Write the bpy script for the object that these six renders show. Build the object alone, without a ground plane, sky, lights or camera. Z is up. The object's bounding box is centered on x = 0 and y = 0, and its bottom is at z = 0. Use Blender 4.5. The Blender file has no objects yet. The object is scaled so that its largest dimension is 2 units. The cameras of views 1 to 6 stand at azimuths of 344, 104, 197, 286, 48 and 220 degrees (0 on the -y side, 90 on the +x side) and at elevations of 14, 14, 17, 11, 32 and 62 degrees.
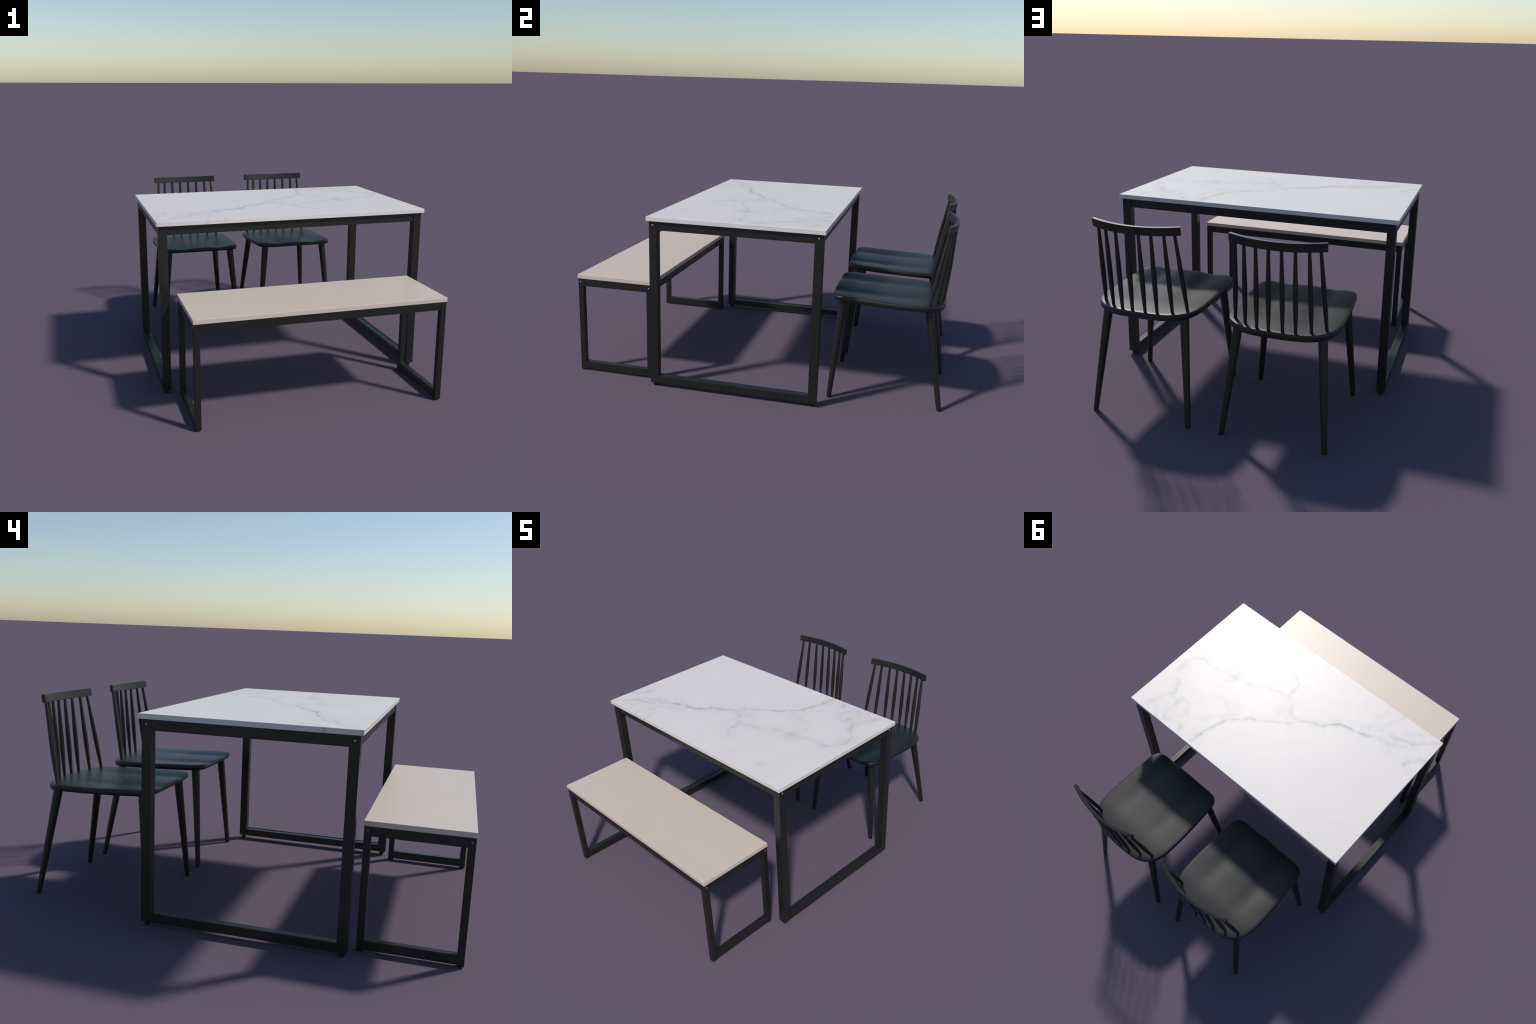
# Dining set: marble-topped metal table, matching low bench, two black spindle-back chairs.
import bpy, bmesh, math
from mathutils import Vector

# ------------------------------------------------------------------ helpers
def new_object(name, mesh, parent=None, loc=(0, 0, 0), rot_z=0.0):
    ob = bpy.data.objects.new(name, mesh)
    bpy.context.scene.collection.objects.link(ob)
    ob.location = loc
    ob.rotation_euler = (0, 0, rot_z)
    ob.parent = parent
    return ob

def thing(name, loc, label, category):
    ob = new_object(name, None, None, loc)
    ob.empty_display_size = 0.1
    ob["label"] = label
    ob["category"] = category
    return ob

def finish(bm, name, mat, smooth_angle=None):
    bmesh.ops.recalc_face_normals(bm, faces=bm.faces[:])
    me = bpy.data.meshes.new(name)
    bm.to_mesh(me)
    bm.free()
    me.materials.append(mat)
    if smooth_angle is not None:
        for p in me.polygons:
            p.use_smooth = True
        me.set_sharp_from_angle(angle=math.radians(smooth_angle))
    return me

def box_mesh(name, lo, hi, mat, bevel=0.0015, segments=2):
    bm = bmesh.new()
    bmesh.ops.create_cube(bm, size=1.0)
    for v in bm.verts:
        for i in range(3):
            v.co[i] = lo[i] if v.co[i] < 0 else hi[i]
    if bevel > 0:
        bmesh.ops.bevel(bm, geom=bm.edges[:], offset=bevel, segments=segments,
                        profile=0.5, affect='EDGES')
    return finish(bm, name, mat)          # flat shaded: big faces keep their true normals

def loft(bm, rings, cap_start=True, cap_end=True):
    rows = [[bm.verts.new(p) for p in r] for r in rings]
    n = len(rows[0])
    for a, b in zip(rows, rows[1:]):
        for i in range(n):
            j = (i + 1) % n
            bm.faces.new((a[i], a[j], b[j], b[i]))
    if cap_start:
        bm.faces.new(rows[0][::-1])
    if cap_end:
        bm.faces.new(rows[-1])
    return rows

def turned_mesh(name, profile, mat, sides=24):
    """Solid of revolution about z from (radius, z) pairs."""
    bm = bmesh.new()
    loft(bm, [[(r * math.cos(2 * math.pi * i / sides), r * math.sin(2 * math.pi * i / sides), z)
               for i in range(sides)] for r, z in profile])
    return finish(bm, name, mat, 40)

def spar_mesh(name, bottom, top, profile, mat, sides=20):
    """Round tapered bar between two points; profile = (fraction, radius)."""
    a, b = Vector(bottom), Vector(top)
    bm = bmesh.new()
    rings = []
    for t, r in profile:
        c = a.lerp(b, t)
        rings.append([(c.x + r * math.cos(2 * math.pi * i / sides),
                       c.y + r * math.sin(2 * math.pi * i / sides), c.z) for i in range(sides)])
    loft(bm, rings)
    return finish(bm, name, mat, 50)

def lookup(table, x):
    """Smooth interpolation through (x, value) knots."""
    if x <= table[0][0]:
        return table[0][1]
    for (x0, v0), (x1, v1) in zip(table, table[1:]):
        if x <= x1:
            t = (x - x0) / (x1 - x0)
            return v0 + (v1 - v0) * t
    return table[-1][1]

# ------------------------------------------------------------------ materials
def material(name):
    m = bpy.data.materials.new(name)
    m.use_nodes = True
    nt = m.node_tree
    return m, nt, nt.nodes["Principled BSDF"]

def node(nt, kind, **props):
    n = nt.nodes.new(kind)
    for k, v in props.items():
        setattr(n, k, v)
    return n

def noise(nt, vec, scale, detail=3.0, rough=0.5):
    n = node(nt, "ShaderNodeTexNoise")
    n.inputs["Scale"].default_value = scale
    n.inputs["Detail"].default_value = detail
    n.inputs["Roughness"].default_value = rough
    nt.links.new(vec, n.inputs["Vector"])
    return n

def math_node(nt, op, a, b=None, clamp=False):
    n = node(nt, "ShaderNodeMath", operation=op, use_clamp=clamp)
    for i, v in enumerate((a, b)):
        if v is None:
            continue
        if isinstance(v, (int, float)):
            n.inputs[i].default_value = v
        else:
            nt.links.new(v, n.inputs[i])
    return n.outputs[0]

def coated(name, dark, light, roughness, specular, grain_scale, bump=0.0):
    """Plain paint or powder coat with a faint uneven tone and grain."""
    m, nt, b = material(name)
    co = node(nt, "ShaderNodeTexCoord").outputs["Object"]
    nz = noise(nt, co, grain_scale, 3)
    ramp = node(nt, "ShaderNodeValToRGB")
    ramp.color_ramp.elements[0].position = 0.3
    ramp.color_ramp.elements[1].position = 0.7
    ramp.color_ramp.elements[0].color = (*dark, 1)
    ramp.color_ramp.elements[1].color = (*light, 1)
    nt.links.new(nz.outputs["Fac"], ramp.inputs["Fac"])
    nt.links.new(ramp.outputs["Color"], b.inputs["Base Color"])
    b.inputs["Roughness"].default_value = roughness
    b.inputs["Specular IOR Level"].default_value = specular
    if bump > 0:
        fine = noise(nt, co, 900, 2)
        bp = node(nt, "ShaderNodeBump")
        bp.inputs["Strength"].default_value = bump
        bp.inputs["Distance"].default_value = 0.0004
        nt.links.new(fine.outputs["Fac"], bp.inputs["Height"])
        nt.links.new(bp.outputs["Normal"], b.inputs["Normal"])
    return m

FRAME = coated("black_powder_coat", (0.0105, 0.0105, 0.0105), (0.0125, 0.0125, 0.0125), 0.40, 0.5, 9)
CHAIR = coated("black_painted_wood", (0.0105, 0.0105, 0.0102), (0.0125, 0.0125, 0.0122), 0.41, 0.5, 6)
RUBBER = coated("black_rubber", (0.010, 0.010, 0.010), (0.013, 0.013, 0.013), 0.6, 0.4, 20)
BENCH_TOP = coated("pale_beige_laminate", (0.612, 0.516, 0.434), (0.628, 0.530, 0.446), 0.4, 0.5, 5)

STEEL, _nt, _b = material("bolt_steel")
_b.inputs["Base Color"].default_value = (0.36, 0.36, 0.37, 1)
_b.inputs["Metallic"].default_value = 1.0
_b.inputs["Roughness"].default_value = 0.42

def segment_distance_group():
    """Node group: distance in the xy plane from P to the segment A-B."""
    g = bpy.data.node_groups.new("vein_segment", "ShaderNodeTree")
    for nm in ("P", "A", "B"):
        g.interface.new_socket(nm, in_out='INPUT', socket_type='NodeSocketVector')
    g.interface.new_socket("Nearest", in_out='INPUT', socket_type='NodeSocketFloat')
    g.interface.new_socket("Distance", in_out='OUTPUT', socket_type='NodeSocketFloat')
    gi, go = node(g, "NodeGroupInput"), node(g, "NodeGroupOutput")
    def vm(op, *ins):
        n = node(g, "ShaderNodeVectorMath", operation=op)
        for i, s in enumerate(ins):
            g.links.new(s, n.inputs[i])
        return n
    pa = vm('SUBTRACT', gi.outputs["P"], gi.outputs["A"]).outputs[0]
    ba = vm('SUBTRACT', gi.outputs["B"], gi.outputs["A"]).outputs[0]
    num = vm('DOT_PRODUCT', pa, ba).outputs["Value"]
    den = vm('DOT_PRODUCT', ba, ba).outputs["Value"]
    h = math_node(g, 'DIVIDE', num, den, clamp=True)
    sc = node(g, "ShaderNodeVectorMath", operation='SCALE')
    g.links.new(ba, sc.inputs[0])
    g.links.new(h, sc.inputs["Scale"])
    dist = vm('DISTANCE', pa, sc.outputs[0]).outputs["Value"]
    g.links.new(math_node(g, 'MINIMUM', dist, gi.outputs["Nearest"]), go.inputs[0])
    return g

# courses of the grey veins over the slab (metres from its middle), each with width and depth of tone
VEINS = [
    # main vein, end to end
    (0.0058, 0.86, [(.303, .47), (.279, .339), (.239, .213), (.187, .165), (.151, .121), (.085, .088),
                    (.017, .037), (-.044, -.006), (-.068, -.048)]),
    (0.0076, 1.15, [(-.068, -.048), (-.151, -.094), (-.188, -.110), (-.216, -.157), (-.248, -.183),
                    (-.290, -.192), (-.324, -.191), (-.357, -.207), (-.414, -.227), (-.468, -.263)]),
    (0.0085, 0.75, [(-.492, -.301), (-.533, -.316), (-.582, -.335), (-.621, -.346), (-.663, -.389), (-.742, -.458)]),
    # cross vein towards the bench side
    (0.0095, 0.55, [(.146, -.263), (.096, -.22), (.083, -.131), (.041, -.119), (.027, -.070),
                    (-.031, -.043), (-.068, -.048)]),
    (0.0070, 0.22, [(.039, -.117), (-.010, -.165), (-.05, -.25)]),
    # wide loop at the +x end
    (0.0110, 0.60, [(.649, .465), (.634, .385), (.608, .317), (.585, .273), (.622, .215), (.662, .185),
                    (.688, .103), (.673, .035), (.625, -.008)]),
    (0.0080, 0.50, [(.625, -.008), (.573, .003), (.521, .001), (.439, -.02), (.347, -.035), (.293, -.055),
                    (.207, -.105), (.083, -.131)]),
    # curls inside the loop
    (0.0100, 0.62, [(.585, .273), (.555, .309), (.524, .319), (.531, .386), (.508, .434), (.433, .403),
                    (.407, .409), (.375, .45)]),
    (0.0085, 0.48, [(.524, .319), (.524, .273), (.464, .273), (.444, .339), (.463, .386), (.498, .417)]),
    (0.0090, 0.45, [(.632, .40), (.585, .419), (.545, .465)]),
    (0.0080, 0.32, [(.427, .077), (.427, .029), (.395, -.015)]),
    (0.0080, 0.30, [(.388, .139), (.342, .117), (.299, .156)]),
    (0.0075, 0.32, [(.359, .318), (.334, .277), (.214, .143)]),
    # feathering near the -x, bench-side corner
    (0.0080, 0.62, [(-.657, -.211), (-.674, -.250), (-.703, -.272), (-.712, -.298), (-.745, -.311)]),
    (0.0075, 0.42, [(-.420, -.260), (-.445, -.340), (-.460, -.398), (-.484, -.468)]),
    (0.0090, 0.30, [(-.380, -.360), (-.397, -.402), (-.388, -.469)]),
    (0.0070, 0.28, [(-.544, -.333), (-.576, -.391), (-.674, -.461)]),
    (0.0090, 0.35, [(-.300, -.245), (-.354, -.258), (-.390, -.285)]),
    (0.0080, 0.45, [(-.468, -.263), (-.514, -.256), (-.545, -.280), (-.606, -.302)]),
    (0.0070, 0.30, [(-.514, -.256), (-.545, -.225)]),
]
# soft cloudy smudges: middle, radius, depth
SMUDGES = [((.41, -.05), .050, .45), ((.505, -.36), .032, .45), ((.288, -.369), .030, .30),
           ((.277, .13), .055, .28), ((.30, .39), .05, .35), ((.06, -.03), .05, .22),
           ((-.52, -.26), .06, .25), ((.56, .38), .09, .15)]

def marble():
    m, nt, b = material("white_marble")
    co = node(nt, "ShaderNodeTexCoord").outputs["Object"]
    flat = node(nt, "ShaderNodeVectorMath", operation='MULTIPLY')
    flat.inputs[1].default_value = (1, 1, 0)
    nt.links.new(co, flat.inputs[0])
    def warp(vec, scale, amount, detail):
        nz = noise(nt, vec, scale, detail, 0.6)
        c = node(nt, "ShaderNodeVectorMath", operation='SUBTRACT')
        c.inputs[1].default_value = (.5, .5, .5)
        nt.links.new(nz.outputs["Color"], c.inputs[0])
        s = node(nt, "ShaderNodeVectorMath", operation='MULTIPLY_ADD')
        s.inputs[1].default_value = (amount, amount, 0)
        nt.links.new(c.outputs[0], s.inputs[0])
        nt.links.new(vec, s.inputs[2])
        return s.outputs[0]
    p = warp(warp(flat.outputs[0], 11, 0.040, 3), 48, 0.016, 4)
    group = segment_distance_group()
    # broken, uneven strength and width along every vein
    breakup = noise(nt, flat.outputs[0], 14, 3).outputs["Fac"]
    strength = node(nt, "ShaderNodeMapRange")
    for i, v in enumerate((0.36, 0.62, 0.28, 1.0)):
        strength.inputs[1 + i].default_value = v
    nt.links.new(breakup, strength.inputs[0])
    swell = node(nt, "ShaderNodeMapRange")
    for i, v in enumerate((0.33, 0.67, 1.15, 0.38)):
        swell.inputs[1 + i].default_value = v
    nt.links.new(noise(nt, flat.outputs[0], 22, 3).outputs["Fac"], swell.inputs[0])
    def after(value):
        """The warped position, made to wait for `value`: keeps the shader's working set small."""
        n = node(nt, "ShaderNodeVectorMath", operation='MULTIPLY_ADD')
        n.inputs[1].default_value = (1e-9, 1e-9, 0)
        nt.links.new(value, n.inputs[0])
        nt.links.new(p, n.inputs[2])
        return n.outputs[0]
    total = None
    for width, depth, pts in VEINS:
        d = None
        for a, c in zip(pts, pts[1:]):
            n = node(nt, "ShaderNodeGroup", node_tree=group)
            last = d if d is not None else total
            nt.links.new(p if last is None else after(last), n.inputs["P"])
            n.inputs["A"].default_value = (*a, 0)
            n.inputs["B"].default_value = (*c, 0)
            if d is None:
                n.inputs["Nearest"].default_value = 10.0
            else:
                nt.links.new(d, n.inputs["Nearest"])
            d = n.outputs[0]
        x = math_node(nt, 'MULTIPLY', math_node(nt, 'DIVIDE', d, width), swell.outputs[0])
        # sharp core plus wide soft halo
        core = math_node(nt, 'POWER', 2.718, math_node(nt, 'MULTIPLY', math_node(nt, 'MULTIPLY', x, x), -1.6))
        halo = math_node(nt, 'POWER', 2.718, math_node(nt, 'MULTIPLY', x, -0.42))
        v = math_node(nt, 'ADD', math_node(nt, 'MULTIPLY', core, 0.40 * depth),
                      math_node(nt, 'MULTIPLY', halo, 0.32 * depth))
        total = v if total is None else math_node(nt, 'MAXIMUM', total, v)
    total = math_node(nt, 'MULTIPLY', total, strength.outputs[0])
    cloud = noise(nt, flat.outputs[0], 26, 4, 0.6).outputs["Fac"]
    soft = None
    for mid, rad, depth in SMUDGES:
        n = node(nt, "ShaderNodeVectorMath", operation='DISTANCE')
        n.inputs[1].default_value = (*mid, 0)
        nt.links.new(p, n.inputs[0])
        q = math_node(nt, 'DIVIDE', n.outputs["Value"], rad)
        v = math_node(nt, 'MULTIPLY', math_node(nt, 'POWER', 2.718, math_node(
            nt, 'MULTIPLY', math_node(nt, 'MULTIPLY', q, q), -1.3)), depth)
        soft = v if soft is None else math_node(nt, 'ADD', soft, v)
    soft = math_node(nt, 'MULTIPLY', soft, math_node(nt, 'MULTIPLY', math_node(nt, 'SUBTRACT', cloud, 0.32), 2.2, clamp=True))
    # barely visible overall mottling
    mott = math_node(nt, 'MULTIPLY', noise(nt, p, 4.5, 5, 0.62).outputs["Fac"], 0.20)
    mott = math_node(nt, 'SUBTRACT', mott, 0.06, clamp=True)
    fac = math_node(nt, 'ADD', math_node(nt, 'ADD', total, soft), mott, clamp=True)
    mix = node(nt, "ShaderNodeMix", data_type='RGBA')
    mix.inputs[6].default_value = (0.737, 0.682, 0.647, 1)
    mix.inputs[7].default_value = (0.345, 0.330, 0.320, 1)
    nt.links.new(fac, mix.inputs[0])
    nt.links.new(mix.outputs[2], b.inputs["Base Color"])
    b.inputs["Roughness"].default_value = 0.4
    b.inputs["Specular IOR Level"].default_value = 0.5
    return m

MARBLE = marble()

# ------------------------------------------------------------------ metal-framed table and bench
def framed(root, top_name, top_mat, top_half, top_z, frame_half, tube, apron_drop,
           leg_bottom, rail_bottom, rail_top, bolt_z, bolt_radius, lip, seam, recess):
    """Slab on a frame: two welded end loops (legs, top rail, lower rail) joined by two aprons."""
    hx, hy = top_half
    z0, z1 = top_z
    fx, fy = frame_half
    new_object(top_name, box_mesh(top_name, (-hx, -hy, z0), (hx, hy, z1), top_mat, 0.0012, 3), root)
    h = tube / 2
    leg_me = box_mesh("leg", (-h, -h, leg_bottom), (h, h, z0 - 0.0005), FRAME, 0.0016)
    inset = 0.0003
    rail_len = fy - tube
    top_me = box_mesh("top_rail", (-h + inset, -rail_len - .0005, z0 - apron_drop),
                      (h - inset, rail_len + .0005, z0 - 0.0008), FRAME, 0.0012)
    low_me = box_mesh("lower_rail", (-h + inset, -rail_len - .0005, rail_bottom),
                      (h - inset, rail_len + .0005, rail_top), FRAME, 0.0014)
    apron_me = box_mesh("apron", (-(fx - tube) + seam, -h + inset, z0 - apron_drop),
                        (fx - tube - seam, h - recess, z0 - 0.0008), FRAME, 0.0010)
    r = bolt_radius
    bolt_me = turned_mesh("bolt", [(r, -0.001), (r, 0.0008), (r * .93, 0.0022), (r * .7, 0.0034),
                                   (r * .35, 0.0041), (r * .05, 0.0043)], STEEL)
    for v in bolt_me.vertices:                       # head looks outwards along x
        v.co = (v.co.z, v.co.x, v.co.y)
    if lip:
        foot_me = turned_mesh("foot", [(.0085, leg_bottom + .002), (.0085, .011), (.0128, .0075),
                                       (.0132, .0050), (.0132, .0020), (.0118, .0)], RUBBER)
        lip_me = box_mesh("rail_lip", (-.0016, -rail_len, rail_top - .0005),
                          (.0016, rail_len, rail_top + lip), FRAME, 0.0007)
    else:
        k = h - .0008
        bm = bmesh.new()
        loft(bm, [[(sx * (k - d), sy * (k - d), z) for sx, sy in ((1, 1), (-1, 1), (-1, -1), (1, -1))]
                  for d, z in ((0, leg_bottom + .001), (0, .0045), (.0012, .002), (.004, 0))])
        foot_me = finish(bm, "foot", RUBBER, 30)
    cx, cy = fx - h, fy - h
    for sx in (-1, 1):
        turn = 0 if sx > 0 else math.pi
        new_object("top_rail", top_me, root, (sx * cx, 0, 0), turn)
        rail = new_object("lower_rail", low_me, root, (sx * cx, 0, 0), turn)
        if lip:
            new_object("rail_lip", lip_me, rail, (h - .0021, 0, 0))
        for sy in (-1, 1):
            leg = new_object("leg", leg_me, root, (sx * cx, sy * cy, 0), turn)
            new_object("foot", foot_me, leg)
            new_object("bolt", bolt_me, leg, (h, 0, bolt_z))
    for sy in (-1, 1):
        new_object("apron", apron_me, root, (0, sy * cy, 0), 0 if sy > 0 else math.pi)

TABLE_MID_Y, BENCH_MID_Y = -0.0902, -0.7833
table = thing("dining_table", (0, TABLE_MID_Y, 0),
              "rectangular white marble top on a black square-tube frame", "dining table")
framed(table, "tabletop", MARBLE, (0.7432, 0.4643), (0.9068, 0.9293), (0.7310, 0.4524),
       0.0434, 0.0475, 0.0182, 0.0182, 0.0578, 0.8845, 0.0060, 0.0028, 0.0004, 0.0042)
bench = thing("dining_bench", (0, BENCH_MID_Y, 0),
              "low pale beige bench on a black square-tube frame", "bench")
framed(bench, "bench_seat", BENCH_TOP, (0.6505, 0.2167), (0.5350, 0.5572), (0.6482, 0.2148),
       0.0297, 0.0415, 0.0050, 0.0095, 0.0510, 0.5163, 0.0042, 0, 0.0008, 0.0006)

# ------------------------------------------------------------------ spindle-back chairs
CHAIR_Y = 0.68                                     # chair origin under the seat
# half outline of the seat in plan: (x, y) from front middle to rear middle, world y
SEAT_OUTLINE = [(0, .3880), (.10, .3883), (.175, .3900), (.222, .4010), (.2475, .4350), (.2550, .5100),
                (.2600, .6040), (.2630, .7150), (.2600, .8050), (.2490, .8650), (.2260, .9060),
                (.1800, .9420), (.1120, .9620), (0, .9680)]
SEAT_TOP = [(.388, .5630), (.465, .5600), (.543, .5570), (.646, .5520), (.748, .5490), (.850, .5470),
            (.920, .5420), (.968, .5380)]
SEAT_UNDER = [(.388, .5335), (.467, .5295), (.546, .5252), (.648, .5220), (.750, .5190), (.850, .5160),
              (.920, .5080), (.968, .5020)]

def smooth_table(tab, x):
    return (lookup(tab, x - .03) + 2 * lookup(tab, x - .015) + 2 * lookup(tab, x) + 2 * lookup(tab, x + .015)
            + lookup(tab, x + .03)) / 8

def catmull(pts, per):
    out, n = [], len(pts)
    for i in range(n):
        p0, p1, p2, p3 = (Vector(pts[(i + k) % n]) for k in (-1, 0, 1, 2))
        for s in range(per):
            t = s / per
            out.append(0.5 * ((2 * p1) + (p2 - p0) * t + (2 * p0 - 5 * p1 + 4 * p2 - p3) * t * t
                              + (3 * p1 - p0 - 3 * p2 + p3) * t ** 3))
    return out

def seat_top_z(x, y):
    z = smooth_table(SEAT_TOP, y)
    fade = max(0.0, min(1.0, (.93 - y) / .45))
    fade = fade * fade * (3 - 2 * fade)
    groove = math.exp(-((abs(x) - .122) / .055) ** 2)
    z -= .0085 * groove * (0.12 + 0.88 * fade)              # two thigh grooves
    z -= .0020 * math.exp(-(x / .07) ** 2) * fade           # low pommel between them
    z -= .0010 + .0004 * math.exp(-(x / .09) ** 2 - ((y - .54) / .09) ** 2)   # fading behind the front edge
    z -= .0010 * math.exp(-(x / .15) ** 2 - ((y - .72) / .12) ** 2)           # slight hollow
    return z

def seat_mesh():
    half = SEAT_OUTLINE
    ring = [(x, y) for x, y in half] + [(-x, y) for x, y in half[-2:0:-1]]
    edge = catmull(ring, 6)
    n = len(edge)
    normals = []
    for i in range(n):
        t = (edge[(i + 1) % n] - edge[i - 1]).normalized()
        normals.append(Vector((t.y, -t.x)))
    mid = Vector((0, .68))
    bm = bmesh.new()
    rings = []
    def inset(i, d):
        return edge[i] - normals[i] * d
    def add(points):
        rings.append([(p.x, p.y - CHAIR_Y, z) for p, z in points])
    # underside from the middle out, rounded edge, then the shaped top back to the middle
    for f in (.02, .5, .9):
        add([(mid.lerp(inset(i, .014), f), smooth_table(SEAT_UNDER, mid.lerp(inset(i, .014), f).y)) for i in range(n)])
    for d, up in ((.0100, .0002), (.0058, .0016), (.0024, .0045), (.0006, .0080)):
        add([(inset(i, d), smooth_table(SEAT_UNDER, inset(i, d).y) + up) for i in range(n)])
    for d, down in ((.0, .0080), (.0008, .0045), (.0026, .0020), (.0050, .0005), (.0075, 0)):
        add([(inset(i, d), seat_top_z(*inset(i, d)) - down) for i in range(n)])
    for k in range(1, 15):
        f = 1 - k / 14.3
        add([(mid.lerp(inset(i, .0075), f), seat_top_z(*mid.lerp(inset(i, .0075), f))) for i in range(n)])
    loft(bm, rings)
    return finish(bm, "seat", CHAIR, 60)

LEG_PROFILE = [(0, .0112), (.003, .0124), (.02, .0127), (.25, .0151), (.5, .0175), (.75, .0198), (.93, .0215), (1, .0219)]
SPINDLE_PROFILE = [(0, .0070), (.08, .0080), (.18, .0095), (.30, .0110), (.42, .0116), (.55, .0111),
                   (.70, .0097), (.85, .0083), (1, .0072)]
SPINDLE_BASES = [(.0320, .9545), (.0880, .9465), (.1508, .9185), (.2105, .8830)]
SPINDLE_TOPS = [(.0285, .9850), (.0860, .9795), (.1422, .9670), (.1870, .9515)]

def crest_mesh():
    """Curved flat rail, bowed backwards, leaning slightly back."""
    half_w, tilt, thick = .2135, math.radians(9.0), .0078
    z0, z1, bev = .9165, .9557, .0016
    bm = bmesh.new()
    rings, steps = [], 40
    section = [(-1, 0), (1, 0), (1, 1), (-1, 1)]
    corners = []
    for s, t in section:                                  # bevelled rectangle (thickness, height)
        corners.append((s, t))
    prof = []
    for s, t in corners:
        dy, dz = -s * bev, (bev if t == 0 else -bev)
        a, c = (s * thick + dy, t * (z1 - z0)), (s * thick, t * (z1 - z0) + dz)
        prof += [a, c] if (s, t) in ((1, 0), (-1, 1)) else [c, a]
    for k in range(steps + 1):
        x = -half_w + 2 * half_w * k / steps
        y = .9856 - 0.93 * x * x
        nrm = Vector((1.86 * x, 1)).normalized()
        sag = .0070 * (1 - (x / half_w) ** 2)             # middle hangs a little lower than the ends
        ct, st = math.cos(tilt), math.sin(tilt)
        rings.append([(x + nrm.x * o * ct, y + nrm.y * o * ct + st * h - CHAIR_Y,
                       z0 + ct * h - st * o - sag) for o, h in prof])
    loft(bm, rings)
    return finish(bm, "crest_rail", CHAIR, 40)

chair_parts = [("seat", seat_mesh()), ("crest_rail", crest_mesh())]
for sx in (-1, 1):
    bottom, top = Vector((sx * .2505, .405, 0)), Vector((sx * .2045, .447, .515))
    t = .541 / .515
    end = bottom.lerp(top, t)
    chair_parts.append(("leg", spar_mesh("leg", bottom - Vector((0, CHAIR_Y, 0)), end - Vector((0, CHAIR_Y, 0)), LEG_PROFILE, CHAIR, 28)))
    bottom, top = Vector((sx * .2435, .975, 0)), Vector((sx * .1965, .890, .497))
    end = bottom.lerp(top, .526 / .497)
    chair_parts.append(("leg", spar_mesh("leg", bottom - Vector((0, CHAIR_Y, 0)), end - Vector((0, CHAIR_Y, 0)), LEG_PROFILE, CHAIR, 28)))
    for (bx, by), (tx, ty) in zip(SPINDLE_BASES, SPINDLE_TOPS):
        lo, hi = Vector((sx * bx, by - CHAIR_Y, .534)), Vector((sx * tx, ty - CHAIR_Y, .918))
        chair_parts.append(("spindle", spar_mesh("spindle", lo, hi, SPINDLE_PROFILE, CHAIR)))

for cx in (-.327, .327):
    chair = thing("spindle_chair", (cx, CHAIR_Y, 0),
                  "black wooden chair with spindle back and shaped seat", "chair")
    for name, me in chair_parts:
        new_object(name, me, chair)
bpy.context.view_layer.update()
